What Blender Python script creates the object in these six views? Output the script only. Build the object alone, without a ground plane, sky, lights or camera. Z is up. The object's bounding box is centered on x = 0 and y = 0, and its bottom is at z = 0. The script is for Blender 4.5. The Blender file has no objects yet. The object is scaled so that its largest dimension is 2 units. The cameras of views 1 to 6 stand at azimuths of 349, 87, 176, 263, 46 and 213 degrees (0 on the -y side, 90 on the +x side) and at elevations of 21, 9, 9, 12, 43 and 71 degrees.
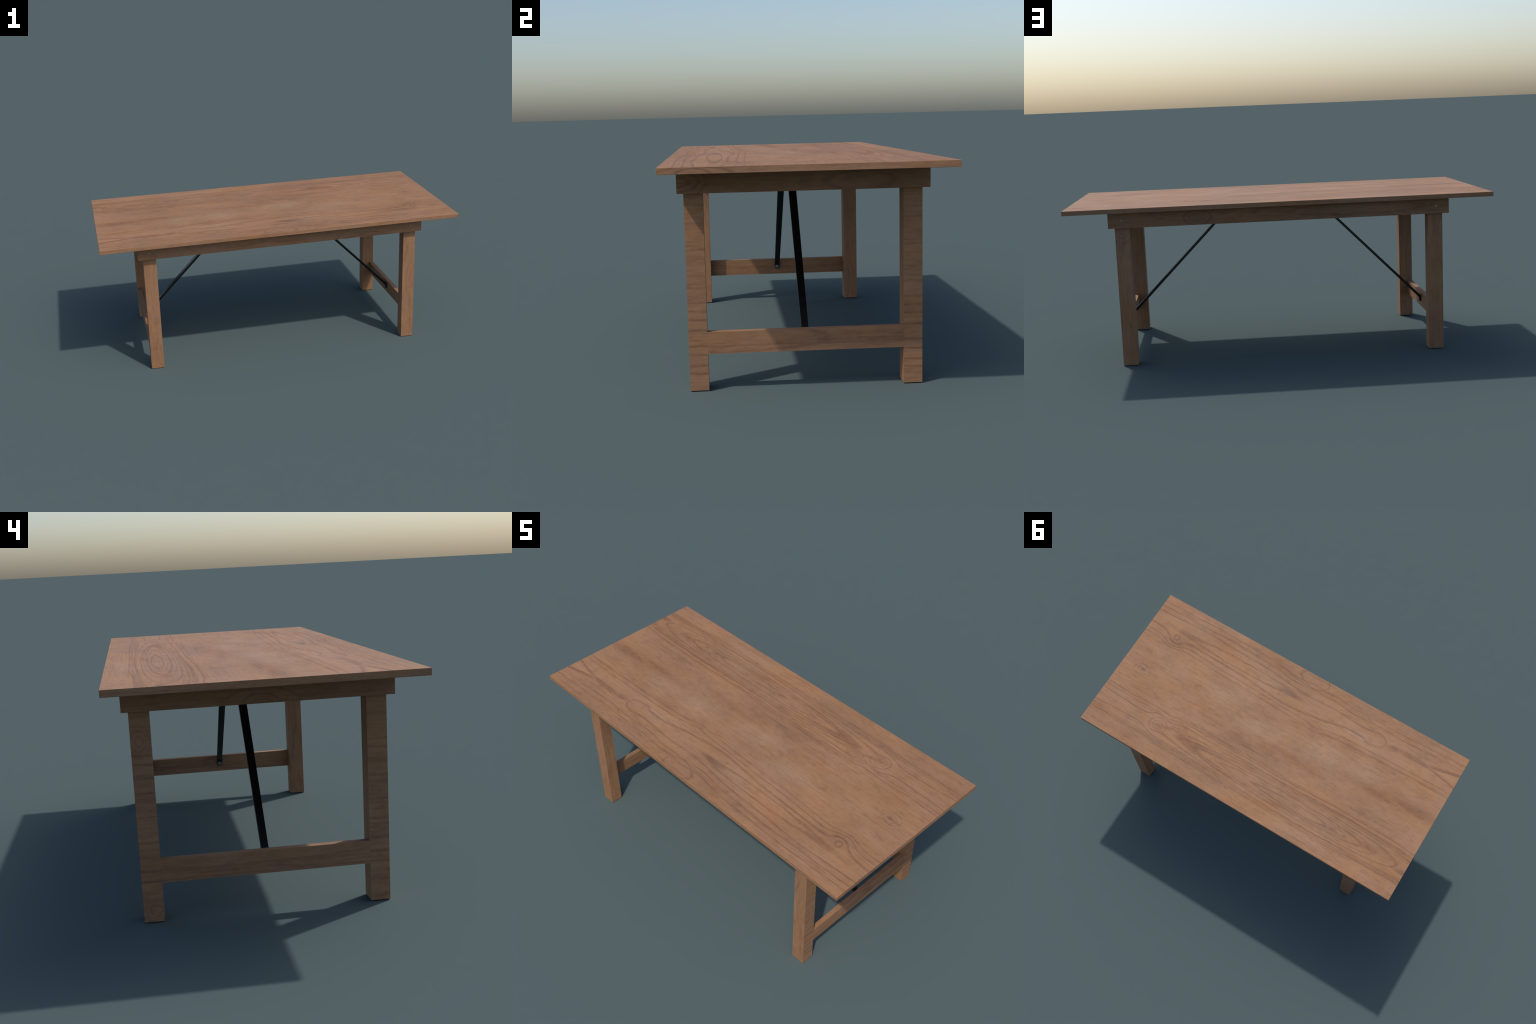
"""Rectangular wooden folding table: plank top, apron box, two leg frames with
stretchers, and two flat black steel braces running from the stretchers up to
the underside of the top."""
import math
import bpy
import bmesh

# ------------------------------------------------------------------ sizes (m)
TOP_X, TOP_Y = 1.000, 0.4600          # half length / half width of the top
TOP_LOW, TOP_HIGH = 0.7355, 0.7567
APRON_X, APRON_Y = 0.7995, 0.4110     # outer half sizes of the apron box
APRON_LOW, APRON_THICK = 0.6610, 0.0192
LEG_IN_X, LEG_OUT_X = 0.7025, 0.7725
LEG_IN_Y, LEG_OUT_Y = 0.3280, 0.3908
STRETCHER_LOW, STRETCHER_HIGH, STRETCHER_IN_X = 0.1243, 0.1986, 0.7485
BRACE_THICK = 0.0112
BOLT_Z = 0.1615


# ------------------------------------------------------------ node shorthand
class Graph:
    """Small helper that writes shader maths as expressions."""

    def __init__(self, name):
        self.mat = bpy.data.materials.new(name)
        self.mat.use_nodes = True
        self.t = self.mat.node_tree
        self.t.nodes.clear()

    def node(self, kind, **props):
        n = self.t.nodes.new(kind)
        for k, v in props.items():
            setattr(n, k, v)
        return n

    def put(self, sock, val):
        if isinstance(val, bpy.types.NodeSocket):
            self.t.links.new(val, sock)
        else:
            sock.default_value = val

    def m(self, op, *args, clamp=False):
        n = self.node("ShaderNodeMath", operation=op, use_clamp=clamp)
        for i, a in enumerate(args):
            self.put(n.inputs[i], a)
        return n.outputs[0]

    def add(self, a, b): return self.m("ADD", a, b)
    def sub(self, a, b): return self.m("SUBTRACT", a, b)
    def mul(self, a, b): return self.m("MULTIPLY", a, b)
    def mad(self, a, b, c): return self.m("MULTIPLY_ADD", a, b, c)
    def abs(self, a): return self.m("ABSOLUTE", a)
    def max(self, a, b): return self.m("MAXIMUM", a, b)

    def fall(self, d, near, far, top=1.0, end=0.0):
        """Smooth ramp: `top` where d <= near, `end` where d >= far."""
        n = self.node("ShaderNodeMapRange", interpolation_type="SMOOTHSTEP")
        for i, v in enumerate((d, near, far, top, end)):
            self.put(n.inputs[i], v)
        return n.outputs[0]

    def vec(self, x, y, z):
        n = self.node("ShaderNodeCombineXYZ")
        for i, v in enumerate((x, y, z)):
            self.put(n.inputs[i], v)
        return n.outputs[0]

    def noise(self, u, v, w, su, sv, sw=3.0, detail=2.0, rough=0.5, seed=0.0):
        n = self.node("ShaderNodeTexNoise", noise_dimensions="3D")
        p = self.vec(self.mad(u, su, seed), self.mad(v, sv, seed * 1.7), self.mad(w, sw, seed * 0.6))
        self.put(n.inputs["Vector"], p)
        n.inputs["Scale"].default_value = 1.0
        n.inputs["Detail"].default_value = detail
        n.inputs["Roughness"].default_value = rough
        return n.outputs[0]

    def pick(self, cond, a, b):
        """cond ? a : b  (cond is 0 or 1)"""
        n = self.node("ShaderNodeMix", data_type="FLOAT")
        self.put(n.inputs[0], cond)
        self.put(n.inputs[2], b)
        self.put(n.inputs[3], a)
        return n.outputs[0]

    def blend(self, fac, a, b, mode="MIX"):
        n = self.node("ShaderNodeMix", data_type="RGBA", blend_type=mode)
        self.put(n.inputs[0], fac)
        self.put(n.inputs[6], a)
        self.put(n.inputs[7], b)
        return n.outputs[2]

    def guide(self, x, points):
        """A grain line y = g(x) through a few control points, x in -1..1."""
        n = self.node("ShaderNodeFloatCurve")
        c = n.mapping.curves[0]
        pts = sorted(points)
        c.points[0].location = ((pts[0][0] + 1) / 2, pts[0][1] + 0.5)
        c.points[1].location = ((pts[-1][0] + 1) / 2, pts[-1][1] + 0.5)
        for px, py in pts[1:-1]:
            c.points.new((px + 1) / 2, py + 0.5)
        n.mapping.update()
        self.put(n.inputs["Value"], self.mad(x, 0.5, 0.5))
        return self.sub(n.outputs[0], 0.5)

    def pile(self):
        return Pile(self)


class Pile:
    """Running union of darkness masks: each new one is merged at once, so
    that few values are alive at a time when the shader is evaluated."""

    def __init__(self, g):
        self.g, self.value = g, None

    def append(self, mask):
        self.value = mask if self.value is None else self.g.max(self.value, mask)

    def scale(self, factor):
        self.value = self.g.mul(self.value, factor)


WOOD = dict(pale=(0.290, 0.172, 0.100, 1), warm=(0.298, 0.149, 0.067, 1), pink=(0.298, 0.155, 0.080, 1),
            grey=(0.248, 0.127, 0.064, 1), orange=(0.303, 0.138, 0.058, 1),
            line=(0.58, 0.53, 0.545, 1))


def finish_wood(g, u, v, w, dark, light, tint=1.0, pale=None):
    """Mottled brown base, darkened where `dark` says there is grain."""
    hue = g.noise(u, v, w, 3.1, 7.0, detail=4, rough=0.6, seed=3.3)
    col = g.blend(g.fall(hue, 0.40, 0.60, 0, 1), WOOD["warm"], WOOD["pink"])
    rust = g.noise(u, v, w, 5.0, 11.0, detail=4, rough=0.6, seed=8.1)
    col = g.blend(g.fall(rust, 0.52, 0.72, 0, 0.75), col, WOOD["orange"])
    dull = g.noise(u, v, w, 4.0, 16.0, detail=4, rough=0.6, seed=5.7)
    col = g.blend(g.fall(dull, 0.50, 0.75, 0, 0.75), col, WOOD["grey"])
    if pale is not None:
        col = g.blend(g.mul(pale, .85), col, WOOD["pale"])
    # fine fibres: short dashes along the grain
    fibre = g.noise(u, v, w, 7.0, 190.0, 3.0, detail=3, rough=0.65, seed=1.9)
    fine = g.fall(fibre, 0.46, 0.70, 0, 0.34)
    cell = g.noise(u, v, w, 26.0, 70.0, 9.0, detail=4, rough=0.7, seed=6.6)
    fine = g.add(fine, g.fall(cell, 0.40, 0.75, 0, 0.40))
    streak = g.noise(u, v, w, 2.2, 120.0, 3.0, detail=3, rough=0.6, seed=14.2)
    fine = g.add(fine, g.fall(streak, 0.50, 0.72, 0, 0.28))
    blot = g.noise(u, v, w, 14.0, 34.0, 6.0, detail=4, rough=0.65, seed=10.8)
    fine = g.add(fine, g.fall(blot, 0.46, 0.72, 0, 0.26))
    speck = g.noise(u, v, w, 60.0, 140.0, 9.0, detail=2, seed=2.2)
    fine = g.mul(fine, g.fall(speck, 0.25, 0.65, 0.5, 1.0))
    dark = g.m("MINIMUM", g.add(dark, fine), 1.0)
    col = g.blend(dark, col, g.blend(1.0, col, WOOD["line"], "MULTIPLY"))
    gain = g.node("ShaderNodeCombineColor")
    for i in range(3):
        g.put(gain.inputs[i], g.mul(light, tint))
    col = g.blend(1.0, col, gain.outputs[0], "MULTIPLY")
    bsdf = g.node("ShaderNodeBsdfPrincipled")
    g.put(bsdf.inputs["Base Color"], col)
    g.put(bsdf.inputs["Roughness"], g.fall(rust, 0.3, 0.7, 0.72, 0.82))
    bsdf.inputs["Specular IOR Level"].default_value = 0.5
    bump = g.node("ShaderNodeBump")
    bump.inputs["Strength"].default_value = 0.12
    bump.inputs["Distance"].default_value = 0.0006
    g.put(bump.inputs["Height"], g.m("SUBTRACT", 1.0, fibre))
    g.put(bsdf.inputs["Normal"], bump.outputs[0])
    out = g.node("ShaderNodeOutputMaterial")
    g.put(out.inputs[0], bsdf.outputs[0])
    return g.mat


def position_and_faces(g):
    geo = g.node("ShaderNodeNewGeometry")
    p = g.node("ShaderNodeSeparateXYZ")
    g.put(p.inputs[0], geo.outputs["Position"])
    n = g.node("ShaderNodeSeparateXYZ")
    g.put(n.inputs[0], geo.outputs["True Normal"])
    x, y, z = p.outputs
    fx = g.m("GREATER_THAN", g.abs(n.outputs[0]), 0.6)
    fz = g.m("GREATER_THAN", g.abs(n.outputs[2]), 0.6)
    return x, y, z, fx, fz


def ring(g, u, v, cu, cv, a, b, width, strength, power=2.0, tip=None):
    """An oval growth ring; on long ovals the line swells at the two tips."""
    du = g.mul(g.sub(u, cu), 1 / a)
    if tip is not None:                  # sharper tip on the + side
        power = g.pick(g.m("GREATER_THAN", du, 0.0), tip, power)
    du = g.m("POWER", g.abs(du), power)
    dv = g.m("POWER", g.abs(g.mul(g.sub(v, cv), 1 / b)), 2.0)
    q = g.m("SQRT", g.add(du, dv))
    return g.fall(g.abs(g.sub(q, 1.0)), 0.0, width / b, strength, 0.0)


def spot(g, u, v, cu, cv, a, b, strength):
    du = g.mul(g.sub(u, cu), 1 / a)
    dv = g.mul(g.sub(v, cv), 1 / b)
    q = g.m("SQRT", g.add(g.mul(du, du), g.mul(dv, dv)))
    return g.fall(q, 0.0, 1.0, strength, 0.0)


def free_grain(g, u, v, w, per_metre, strength, seed):
    """Unplanned grain: irregular lines across v, wandering slowly along u."""
    wander = g.noise(u, v, w, 2.2, 5.0, 3.0, detail=3, seed=seed)
    t = g.mad(wander, 5.0, g.mul(v, per_metre))
    saw = g.m("FRACT", t)
    line = g.fall(saw, 0.0, 0.42, 1.0, 0.0)
    line = g.mul(line, g.fall(saw, 0.0, 0.06, 0.0, 1.0))
    vary = g.noise(u, v, w, 1.5, 26.0, 3.0, detail=2, seed=seed + 4)
    return g.mul(line, g.fall(vary, 0.36, 0.66, 0.0, strength))


# -------------------------------------------------------------- the table top
# grain guides (x, y): the flow of the year rings over the board
FRONT_EDGE = [(1, -.381), (.83, -.384), (.6, -.389), (.42, -.386), (.22, -.379), (.07, -.362), (-.05, -.372),
              (-.2, -.371), (-.32, -.361), (-.5, -.367), (-.62, -.364), (-.8, -.373), (-1, -.38)]
FRONT_LOOP = [(1, -.345), (.84, -.355), (.7, -.361), (.56, -.358), (.38, -.351), (.26, -.350), (.12, -.336),
              (0, -.323), (-.24, -.329), (-.4, -.318), (-.49, -.331), (-.6, -.331), (-1, -.331)]
KNOT_PASS = [(1, -.194), (.9, -.191), (.86, -.181), (.82, -.171), (.78, -.176), (.72, -.187), (.59, -.183),
             (.44, -.175), (.28, -.171), (.1, -.165), (-.1, -.157), (-.17, -.150), (-.23, -.166), (-.32, -.177),
             (-.47, -.187), (-.65, -.192), (-.83, -.196), (-1, -.195)]
KNOT_WRAP = [(1, -.262), (.91, -.256), (.865, -.238), (.827, -.211), (.789, -.206), (.745, -.238), (.68, -.243),
             (.58, -.241), (.48, -.236), (.32, -.232), (.18, -.218), (.05, -.210), (-.07, -.221), (-.19, -.237),
             (-.33, -.266), (-.42, -.265), (-.46, -.250), (-.53, -.256), (-.7, -.256), (-1, -.256)]
REAR_INNER = [(1, .181), (.82, .187), (.7, .182), (.62, .184), (.56, .187), (.51, .175), (.43, .181), (.3, .182),
              (.1, .177), (-.2, .177), (-.43, .167), (-.7, .167), (-.86, .168), (-1, .181)]
REAR_WRAP = [(1, .231), (.87, .237), (.75, .240), (.69, .236), (.64, .212), (.58, .219), (.53, .222), (.47, .198),
             (.40, .204), (.2, .200), (-.2, .196), (-.6, .190), (-1, .203)]
REAR_OUTER = [(1, .361), (.84, .357), (.7, .358), (.6, .366), (.4, .374), (.17, .377), (-.17, .378), (-.44, .379),
              (-.6, .379), (-.74, .368), (-.9, .366), (-1, .363)]
REAR_KNOT = [(1, .319), (.88, .310), (.77, .307), (.70, .308), (.64, .327), (.57, .340), (.45, .338), (.3, .348),
             (0, .356), (-.4, .360), (-.7, .350), (-1, .345)]


def tabletop_material():
    g = Graph("tabletop_wood")
    x, y, z, fx, fz = position_and_faces(g)
    # small wobble so that no line is drawn with a ruler
    wob = g.sub(g.noise(x, y, z, 16.0, 30.0, 3.0, detail=3, seed=0.4), 0.5)
    yw = g.mad(wob, 0.0045, y)
    xw = g.mad(g.sub(g.noise(x, y, z, 8.0, 14.0, 3.0, seed=6.4), 0.5), 0.022, x)
    # knots are less round than compass-drawn rings
    lump = g.noise(x, y, z, 26.0, 34.0, 3.0, detail=2, seed=2.9)
    xk = g.mad(g.sub(lump, 0.5), 0.022, x)
    yk = g.mad(g.sub(g.noise(x, y, z, 30.0, 30.0, 3.0, detail=2, seed=7.3), 0.5), 0.016, y)
    masks = g.pile()

    def line(guide_out, shift, width, strength, lo=None, hi=None):
        d = g.sub(yw, guide_out if shift == 0 else g.add(guide_out, shift))
        # soft on the front side, crisp on the rear side, as early/late wood
        k = g.mul(g.fall(d, 0.0, width * 0.55, 1, 0), g.fall(d, -width * 1.5, 0.0, 0, strength))
        if lo is not None:
            k = g.mul(k, g.fall(x, lo - 0.02, lo + 0.02, 0, 1))
        if hi is not None:
            k = g.mul(k, g.fall(x, hi - 0.08, hi + 0.02, 1, 0))
        masks.append(k)

    a = g.guide(x, FRONT_EDGE)
    line(a, -.029, .006, .60); line(a, 0, .006, .68); line(a, .012, .003, .25)
    line(g.guide(x, FRONT_LOOP), 0, .009, .62, lo=-.50)
    b = g.guide(x, KNOT_PASS)
    squeeze = g.fall(g.abs(g.sub(x, .81)), .02, .10, .55, 1.0)
    line(b, 0, .006, .62)
    line(g.sub(b, g.mul(squeeze, .027)), 0, .006, .66)
    line(b, -.013, .003, .25)
    line(g.guide(x, KNOT_WRAP), 0, .011, .64, lo=-.52)
    c = g.guide(x, REAR_INNER)
    line(c, 0, .006, .75); line(c, .019, .005, .60)
    line(c, -.010, .004, .35, hi=.0)
    d = g.guide(x, REAR_WRAP)
    line(d, 0, .007, .72, lo=.53); line(d, 0, .006, .70, hi=.38); line(d, .007, .003, .35, hi=.36); line(d, .014, .004, .55, hi=.36)
    e = g.guide(x, REAR_OUTER)
    line(e, 0, .005, .68); line(e, -.012, .004, .45); line(e, .011, .003, .28)
    f = g.guide(x, REAR_KNOT)
    line(f, 0, .006, .68); line(f, .014, .004, .45)
    # side-arms of the V that opens towards the far left end
    fork = g.guide(x, [(-1, .040), (-.9, .018), (-.80, .004), (-.74, .0), (0, .0), (1, .0)])
    line(g.add(g.mul(fork, 1.0), -.302), 0, .012, .85, hi=-.80)
    line(g.sub(-.302, fork), 0, .014, .95, hi=-.80)

    # closed cathedral loops: centre x, y, half length, half width, line, darkness
    for cx, cy, ha, hb, wd, st, pw in (
            (.400, -.288, .355, .027, .007, .62, 2.6), (-.020, -.430, .090, .052, .006, .60, 2.4),
            (-.280, .282, .228, .020, .004, .75, 3.0), (-.180, .277, .545, .040, .004, .72, 3.0),
            (-.250, .275, .690, .062, .004, .70, 4.0), (-.250, .277, .850, .078, .004, .55, 5.0),
            (-.230, .280, .400, .030, .003, .45, 3.0), (-.200, .276, .610, .052, .003, .50, 3.4)):
        masks.append(ring(g, xw, yw, cx, cy, ha, hb, wd, st, pw, 1.3))
    # rounded left end of the front loop
    cap = ring(g, xw, y, -.500, -.296, .055, .037, .009, .60, 2.4)
    masks.append(g.mul(cap, g.fall(x, -.50, -.47, 1, 0)))
    # knots with their rings
    for cx, cy, ha, hb, wd, st in (
            (.811, -.244, .017, .015, .0080, .66),
            (.862, .026, .034, .025, .0042, .46), (.866, .030, .052, .034, .0036, .44),
            (.597, .268, .014, .010, .0060, .45), (.598, .268, .033, .026, .0060, .58), (.600, .268, .053, .042, .0060, .60),
            (.478, .226, .017, .010, .0050, .45), (.477, .228, .030, .017, .0048, .54), (.475, .230, .045, .025, .0052, .58)):
        masks.append(ring(g, xk, yk, cx, cy, ha, hb, wd, st))
    # dark hearts and smears
    y_rough = g.mad(wob, .02, y)
    for cx, cy, ha, hb, st in (
            (.862, .026, .030, .022, .90), (.476, .224, .014, .010, .75), (.597, .268, .010, .008, .4),
            (.735, -.297, .130, .020, .75), (.075, -.284, .150, .026, .95), (.615, -.274, .016, .010, .7),
            (-.600, -.297, .085, .026, .95), (-.700, -.303, .150, .026, .95), (-.790, -.302, .090, .020, .85),
            (-.110, -.396, .080, .022, .45), (.640, -.383, .10, .014, .4),
            (-.545, .283, .060, .018, .60), (-.765, .272, .065, .022, .85), (-.990, .292, .075, .028, .95),
            (.390, .268, .080, .022, .65), (.440, .255, .060, .020, .5),
            (.250, .164, .360, .030, .60), (-.120, .052, .300, .050, .36), (-.640, -.016, .260, .042, .45),
            (-.900, -.044, .240, .046, .70), (.430, .170, .150, .026, .55), (.000, .160, .300, .026, .40),
            (.10, .115, .55, .09, .35), (-.62, .10, .40, .06, .25), (.45, .36, .5, .03, .3)):
        masks.append(spot(g, xw, y_rough, cx, cy, ha, hb, st))

    dark_top = masks.value
    blotch = g.noise(x, y, z, 10.0, 60.0, 3.0, detail=3, seed=4.4)
    dark_top = g.mul(dark_top, g.fall(blotch, 0.25, 0.65, 0.62, 1.05))
    faint = free_grain(g, x, y, z, 62.0, 0.28, 7.7)
    band = g.mul(g.fall(y, -.15, -.10, 0, 1), g.fall(y, .12, .17, 1, 0))
    dark_top = g.max(dark_top, g.mul(faint, g.sub(1.0, g.mul(band, .5))))

    # edges of the board: grain runs along each edge
    ue = g.pick(fx, y, x)
    we = g.pick(fx, x, y)
    edge = free_grain(g, ue, z, we, 48.0, 0.45, 2.6)
    arch = g.max(ring(g, y, z, -.352, .730, .055, .022, .005, .6), ring(g, y, z, -.352, .728, .125, .030, .005, .5))
    arch = g.mul(arch, g.m("GREATER_THAN", x, 0.99))
    edge = g.max(edge, arch)
    u, v, w = g.pick(fz, x, ue), g.pick(fz, y, z), g.pick(fz, z, we)
    dark = g.pick(fz, dark_top, edge)

    # broad lightness: paler, greyer middle, warmer rim
    cloud = g.noise(x, y, z, 2.6, 4.5, 2.0, detail=3, rough=0.55, seed=9.2)
    mid = g.fall(g.abs(g.add(y, .03)), 0.02, .30, 1, 0)
    light = g.add(g.fall(cloud, 0.3, 0.7, .88, 1.07), g.mul(mid, .02))
    drift = g.noise(x, y, z, 6.0, 12.0, 2.0, detail=3, rough=0.6, seed=12.4)
    y_drift = g.mad(g.sub(drift, 0.5), .12, y)
    patches = g.pile()
    for cx, cy, ha, hb, st in (
        (.36, -.085, .19, .080, .9), (.11, -.005, .17, .080, 1.0), (-.29, -.055, .20, .075, .9), (-.53, -.085, .17, .07, .8),
        (.18, -.275, .16, .05, .6), (-.39, .40, .22, .06, .6), (-.37, -.255, .14, .04, .6), (.70, -.03, .16, .07, .45),
        (.86, -.10, .12, .06, .4), (-.40, .34, .2, .05, .4)):
        patches.append(spot(g, x, y_drift, cx, cy, ha * 1.35, hb * 1.4, st * .85))
    pale = g.mul(patches.value, g.fall(drift, .25, .6, .55, 1.1))
    pale = g.mul(pale, fz)
    light = g.mad(pale, .13, light)
    light = g.pick(fz, light, 1.02)
    return finish_wood(g, u, v, w, dark, light, pale=pale)


# ------------------------------------------------------- frame (legs, aprons)
def frame_material(name, upright, knots=(), loops=(), rows=(), tint=1.0):
    """upright: the faces that look to +-y carry vertical grain.
    knots / loops: (face, u, v, a, b, width, strength); rows: (side, z, width, strength)."""
    g = Graph(name)
    x, y, z, fx, fz = position_and_faces(g)
    wob = g.sub(g.noise(x, y, z, 14, 14, 14, detail=3, seed=0.9), 0.5)
    if upright:
        # only the outer end faces carry cross grain, in line with the stretcher
        fx = g.mul(fx, g.m("GREATER_THAN", g.abs(x), (LEG_IN_X + LEG_OUT_X) / 2))
    # along-grain (u), across-grain (v) and depth (w) coordinates per face
    if upright:
        uy, vy = z, g.add(x, y)
    else:
        uy, vy = x, z
    u = g.pick(fx, y, g.pick(fz, y, uy))
    v = g.pick(fx, z, g.pick(fz, x, vy))
    w = g.pick(fx, x, g.pick(fz, z, y))
    vw = g.mad(wob, 0.006, v)
    parts = g.pile()
    parts.append(free_grain(g, u, vw, w, 18.0, 0.42, 3.1))
    parts.append(free_grain(g, u, vw, w, 60.0, 0.12, 5.9))
    side = {"x+": g.mul(fx, g.m("GREATER_THAN", x, 0.0)), "x-": g.mul(fx, g.m("LESS_THAN", x, 0.0)),
            "y+": g.mul(g.m("GREATER_THAN", y, 0.0), g.sub(1.0, fx)), "y-": g.mul(g.m("LESS_THAN", y, 0.0), g.sub(1.0, fx))}
    zw = g.mad(wob, 0.012, z)
    lump = g.sub(g.noise(x, y, z, 32, 32, 32, detail=2, seed=4.9), 0.5)
    xw = g.mad(lump, 0.026, x)
    yw = g.mad(lump, 0.026, y)
    for face in side:
        own = [k for k in knots if k[0] == face]
        here = g.pile()
        for _, cu, cv, a, b, wd, st, pw in own:
            here.append(ring(g, yw if face[0] == "x" else xw, zw, cu, cv, a, b, wd * 1.3, st * .85, pw))
        for _, rz, wd, st in [r for r in rows if r[0] == face]:
            d = g.sub(zw, rz)
            here.append(g.mul(g.fall(d, 0.0, wd * 2.2, 1, 0), g.fall(d, -wd * .9, 0.0, 0, st)))
        if here.value is not None:
            parts.append(g.mul(here.value, side[face]))
    vary = g.noise(u, v, w, 6.0, 40.0, 3.0, detail=3, seed=1.2)
    dark = g.mul(parts.value, g.fall(vary, .3, .65, .7, 1.05))
    cloud = g.noise(u, v, w, 4.0, 9.0, 2.0, detail=3, seed=7.2)
    light = g.fall(cloud, .3, .7, .95, 1.11)
    return finish_wood(g, u, v, w, dark, light, tint)


END_ROWS = [("x+", h, w, s) for h, w, s in (
    (.646, .004, .3), (.622, .003, .3), (.563, .004, .35), (.489, .003, .35), (.474, .003, .4), (.444, .004, .3),
    (.386, .004, .4), (.347, .004, .45), (.296, .004, .6), (.270, .004, .6), (.241, .004, .65), (.203, .006, .8),
    (.149, .005, .75), (.118, .004, .65), (.083, .004, .6), (.057, .004, .6))]
END_ROWS += [("x-", h, w, s) for h, w, s in (
    (.523, .004, .5), (.497, .004, .5), (.455, .010, .5), (.408, .004, .6), (.391, .003, .5), (.333, .004, .6),
    (.270, .004, .4), (.252, .004, .6), (.229, .004, .5), (.207, .010, .55), (.163, .005, .65), (.131, .004, .6))]


def painted_steel():
    g = Graph("black_steel")
    b = g.node("ShaderNodeBsdfPrincipled")
    tc = g.node("ShaderNodeTexCoord")
    n = g.node("ShaderNodeTexNoise")
    n.inputs["Scale"].default_value = 60.0
    g.put(n.inputs["Vector"], tc.outputs["Object"])
    g.put(b.inputs["Base Color"], g.blend(n.outputs[0], (.002, .002, .002, 1), (.004, .004, .005, 1)))
    g.put(b.inputs["Roughness"], g.fall(n.outputs[0], .3, .7, .28, .36))
    out = g.node("ShaderNodeOutputMaterial")
    g.put(out.inputs[0], b.outputs[0])
    return g.mat


def bright_steel(name, colour):
    g = Graph(name)
    b = g.node("ShaderNodeBsdfPrincipled")
    tc = g.node("ShaderNodeTexCoord")
    n = g.node("ShaderNodeTexNoise")
    n.inputs["Scale"].default_value = 200.0
    g.put(n.inputs["Vector"], tc.outputs["Object"])
    g.put(b.inputs["Base Color"], g.blend(n.outputs[0], colour + (1,), tuple(c * 1.15 for c in colour) + (1,)))
    b.inputs["Metallic"].default_value = 0.35
    b.inputs["Roughness"].default_value = 0.4
    out = g.node("ShaderNodeOutputMaterial")
    g.put(out.inputs[0], b.outputs[0])
    return g.mat


# ------------------------------------------------------------------- geometry
def mesh_from(bm, name, mat, bevel=0.0, smooth=False):
    if bevel:
        edges = [e for e in bm.edges if e.calc_face_angle(0.0) > 0.6]
        bmesh.ops.bevel(bm, geom=edges, offset=bevel, segments=2, profile=0.5, affect="EDGES")
    bmesh.ops.recalc_face_normals(bm, faces=bm.faces)
    me = bpy.data.meshes.new(name)
    bm.to_mesh(me)
    bm.free()
    me.materials.append(mat)
    if smooth:
        me.polygons.foreach_set("use_smooth", [True] * len(me.polygons))
        me.set_sharp_from_angle(angle=math.radians(35))
    return me


def place(name, me, parent, loc=(0, 0, 0), turn=0.0):
    ob = bpy.data.objects.new(name, me)
    ob.location = loc
    ob.rotation_euler = (0, 0, turn)
    ob.parent = parent
    bpy.context.scene.collection.objects.link(ob)
    return ob


def box(sx, sy, z0, z1):
    bm = bmesh.new()
    bmesh.ops.create_cube(bm, size=1.0)
    for v in bm.verts:
        v.co = (v.co.x * sx, v.co.y * sy, z0 if v.co.z < 0 else z1)
    return bm


def prism(outline, axis_low, axis_high, axis):
    """Extrude a closed 2D outline along an axis ('x', 'y' or 'z')."""
    bm = bmesh.new()
    def at(p, h):
        return {"z": (p[0], p[1], h), "y": (p[0], h, p[1]), "x": (h, p[0], p[1])}[axis]
    lo = [bm.verts.new(at(p, axis_low)) for p in outline]
    hi = [bm.verts.new(at(p, axis_high)) for p in outline]
    n = len(outline)
    bm.faces.new(lo)
    bm.faces.new(list(reversed(hi)))
    for i in range(n):
        bm.faces.new((lo[i], hi[i], hi[(i + 1) % n], lo[(i + 1) % n]))
    return bm


def mitred_board(half, thick, z0, z1):
    """Apron board lying along x, outer face at y = 0, ends mitred inwards at 45 degrees."""
    return prism([(-half, 0), (half, 0), (half - thick, thick), (-half + thick, thick)], z0, z1, "z")


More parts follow.
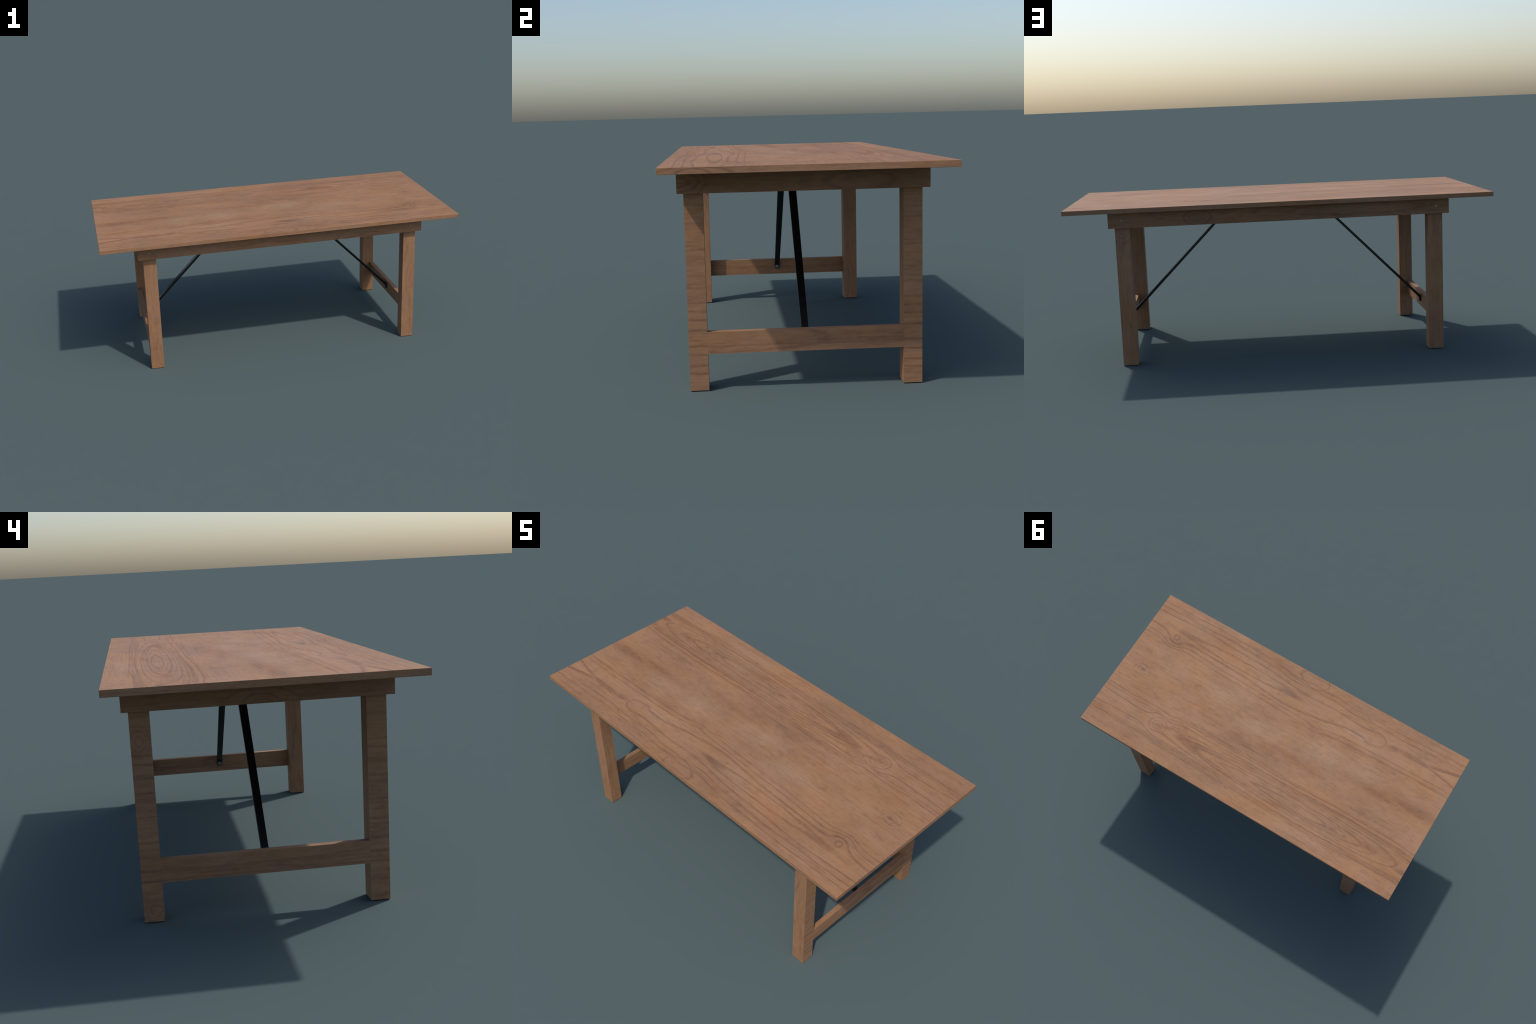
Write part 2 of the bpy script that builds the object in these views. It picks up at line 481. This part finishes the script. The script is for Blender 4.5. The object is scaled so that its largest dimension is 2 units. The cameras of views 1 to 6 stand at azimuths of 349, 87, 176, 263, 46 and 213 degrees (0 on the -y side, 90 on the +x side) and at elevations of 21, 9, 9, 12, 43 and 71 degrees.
def brace_mesh(mat):
    """Flat bar bent into a vertical bolt plate at its foot; foot plate back at x = 0, bar rising to -x.
    The bar gets slightly wider towards the top."""
    bm = bmesh.new()
    plate, r = 0.0055, 0.0117
    x_foot = STRETCHER_IN_X
    slope = math.atan2(1.013, 1.0)
    dx, dz = -math.cos(slope), math.sin(slope)
    # centre line of the bar in the table frame, shifted so that the plate back is x = 0
    cx, cz = 0.3175 - x_foot, 0.608
    nx, nz = dz, -dx                      # normal of the bar, facing up and outwards
    h = BRACE_THICK / 2

    def on_bar(z, side):
        t = (z - cz - side * h * nz) / dz
        return (cx + side * h * nx + t * dx, z)

    def width_at(z):
        return 0.0117 + 0.0033 * max(0.0, (z - 0.18) / 0.55)

    def x_upper(x):                       # z on the bar's upper face at a given x
        t = (x - cx - h * nx) / dx
        return cz + h * nz + t * dz

    def x_lower(x):
        t = (x - cx + h * nx) / dx
        return cz - h * nz + t * dz
    top = TOP_LOW - 0.0005
    profile = [(0.0, BOLT_Z), (0.0, x_upper(0.0) - 0.001), (-0.0012, x_upper(-0.0012))]
    steps = 8
    z_begin = x_upper(-0.0012)
    profile += [on_bar(z_begin + (top - z_begin) * i / steps, 1) for i in range(1, steps + 1)]
    z_low = x_lower(-plate)
    profile += [on_bar(top + (z_low - top) * i / steps, -1) for i in range(0, steps)]
    profile += [(-plate, z_low), (-plate, BOLT_Z)]
    left = [bm.verts.new((px, -width_at(pz), pz)) for px, pz in profile]
    right = [bm.verts.new((px, width_at(pz), pz)) for px, pz in profile]
    n = len(profile)
    for i in range(n - 1):
        bm.faces.new((left[i], left[i + 1], right[i + 1], right[i]))
    bm.faces.new(left)
    bm.faces.new(list(reversed(right)))
    # half-round foot of the plate
    seg = 14
    arc = [(-r * math.cos(math.pi * i / seg), BOLT_Z - r * math.sin(math.pi * i / seg)) for i in range(seg + 1)]
    back = [left[0]] + [bm.verts.new((0.0, ay, az)) for ay, az in arc[1:-1]] + [right[0]]
    front = [left[-1]] + [bm.verts.new((-plate, ay, az)) for ay, az in arc[1:-1]] + [right[-1]]
    bm.faces.new(back)
    bm.faces.new(list(reversed(front)))
    for i in range(seg):
        bm.faces.new((back[i], back[i + 1], front[i + 1], front[i]))
    bmesh.ops.triangulate(bm, faces=[f for f in bm.faces if len(f.verts) > 12 and abs(f.normal.y) > 0.5])
    return mesh_from(bm, "brace", mat, 0.0008)


def disc(radius, height, mat, name, dome=0.25):
    """Low fastener head whose axis is +x, its base at x = 0."""
    bm = bmesh.new()
    seg = 24
    rows = ((radius, 0.0), (radius, height * (1 - dome)), (radius * 0.92, height))
    loops = [[bm.verts.new((hx, rr * math.cos(2 * math.pi * i / seg), rr * math.sin(2 * math.pi * i / seg))) for i in range(seg)]
             for rr, hx in rows]
    for a, b in zip(loops, loops[1:]):
        for i in range(seg):
            bm.faces.new((a[i], a[(i + 1) % seg], b[(i + 1) % seg], b[i]))
    bm.faces.new(loops[0])
    bm.faces.new(list(reversed(loops[-1])))
    return mesh_from(bm, name, mat, 0.0, smooth=True)


# ---------------------------------------------------------------------- build
def build():
    table = bpy.data.objects.new("wooden_table", None)
    table.empty_display_size = 0.2
    bpy.context.scene.collection.objects.link(table)
    table["label"] = "long brown wooden folding table with black diagonal braces"
    table["category"] = "table"

    top_wood = tabletop_material()
    apron_wood = frame_material(
        "apron_wood", False, tint=.86,
        knots=[("y-", .440, .652, .070, .018, .004, .6, 2.0), ("y-", .440, .648, .150, .042, .004, .55, 2.4),
               ("y-", .440, .645, .115, .030, .004, .5, 2.0),
               ("y+", .389, .696, .014, .007, .004, .6, 2.0), ("y+", .389, .696, .034, .017, .004, .65, 2.0), ("y+", .385, .696, .062, .032, .005, .65, 2.0),
               ("y+", .270, .731, .020, .009, .004, .55, 2.0), ("y+", .262, .731, .055, .022, .004, .5, 2.0),
               ("y+", -.360, .702, .310, .024, .004, .6, 3.0), ("y+", -.300, .706, .420, .036, .003, .4, 3.0),
               ("x+", -.402, .698, .030, .014, .004, .7, 2.0), ("x+", -.402, .698, .060, .030, .004, .65, 2.0), ("x+", -.402, .698, .085, .046, .004, .6, 2.0),
               ("x+", .180, .690, .110, .030, .006, .5, 2.0),
               ("x-", -.005, .660, .032, .014, .004, .6, 2.0), ("x-", -.005, .660, .058, .030, .004, .6, 2.0), ("x-", -.005, .655, .12, .055, .004, .5, 2.0)])
    leg_wood = frame_material(
        "leg_wood", True, rows=END_ROWS, tint=1.0,
        knots=[("y-", -.744, .107, .012, .016, .006, .45, 2.0), ("y-", -.742, .107, .024, .034, .0035, .55, 2.0), ("y-", -.742, .107, .034, .054, .0035, .55, 2.0),
               ("y+", .739, .662, .022, .030, .003, .55, 2.0), ("y+", .739, .662, .032, .050, .003, .55, 2.0), ("y+", .739, .662, .045, .075, .0035, .6, 2.0),
               ("y+", -.795, .570, .045, .030, .004, .5, 2.0), ("y+", -.795, .570, .062, .120, .004, .45, 2.0),
               ("x-", .368, .568, .014, .014, .004, .5, 2.0), ("x-", .368, .568, .024, .030, .003, .6, 2.0), ("x-", .368, .568, .036, .048, .0035, .55, 2.0),
               ("x-", .352, .036, .016, .018, .004, .5, 2.0), ("x-", .352, .036, .030, .040, .0035, .55, 2.0)])
    stretcher_wood = frame_material(
        "stretcher_wood", False, tint=1.0,
        rows=[("x+", .149, .005, .65), ("x-", .131, .004, .5), ("x-", .157, .005, .4)],
        knots=[("x+", -.230, .170, .300, .040, .006, .8, 2.4), ("x+", .230, .168, .170, .010, .012, .6, 2.0),
               ("x-", .05, .195, .420, .034, .006, .5, 2.4)])
    steel = painted_steel()
    bolt_steel = bright_steel("bolt_steel", (.115, .118, .130))
    screw_steel = bright_steel("screw_steel", (.30, .325, .35))

    place("tabletop", mesh_from(box(2 * TOP_X, 2 * TOP_Y, TOP_LOW, TOP_HIGH), "tabletop", top_wood, 0.0010), table)

    # apron box: two long and two short boards, mitred
    up = TOP_LOW - 0.0004
    long_board = mesh_from(mitred_board(APRON_X, APRON_THICK, APRON_LOW, up), "apron_board", apron_wood, 0.0)
    short_board = mesh_from(mitred_board(APRON_Y, APRON_THICK, APRON_LOW, up), "apron_board_short", apron_wood, 0.0)
    place("apron_board", long_board, table, (0, -APRON_Y, 0))
    place("apron_board.001", long_board, table, (0, APRON_Y, 0), math.pi)
    place("apron_board.002", short_board, table, (APRON_X, 0, 0), math.pi / 2)
    place("apron_board.003", short_board, table, (-APRON_X, 0, 0), -math.pi / 2)

    # four square legs standing inside the apron box
    leg_x, leg_y = (LEG_IN_X + LEG_OUT_X) / 2, (LEG_IN_Y + LEG_OUT_Y) / 2
    leg = mesh_from(box(LEG_OUT_X - LEG_IN_X, LEG_OUT_Y - LEG_IN_Y, 0.0, TOP_LOW - 0.0015), "leg", leg_wood, 0.0002)
    for sx in (-1, 1):
        for sy in (-1, 1):
            place("leg", leg, table, (sx * leg_x, sy * leg_y, 0))

    # a stretcher ties each pair of legs, flush with their outer faces
    rail = mesh_from(box(LEG_OUT_X - STRETCHER_IN_X, 2 * LEG_IN_Y - 0.0001, STRETCHER_LOW, STRETCHER_HIGH), "stretcher", stretcher_wood, 0.0)
    brace = brace_mesh(steel)
    bolt = disc(0.0094, 0.0062, bolt_steel, "bolt", 0.08)
    for sx, turn in ((1, 0.0), (-1, math.pi)):
        place("stretcher", rail, table, (sx * (LEG_OUT_X + STRETCHER_IN_X) / 2, 0, 0))
        bar = place("brace", brace, table, (sx * (STRETCHER_IN_X - 0.0002), 0, 0), turn)
        place("bolt", bolt, bar, (-0.0055, 0, BOLT_Z), math.pi)

    # pivot screws of the legs, through the long apron boards
    screw = disc(0.0037, 0.0012, screw_steel, "screw", 0.5)
    for sx in (-1, 1):
        for sy in (-1, 1):
            place("screw", screw, table, (sx * leg_x, sy * APRON_Y, 0.6973), sy * math.pi / 2)


build()
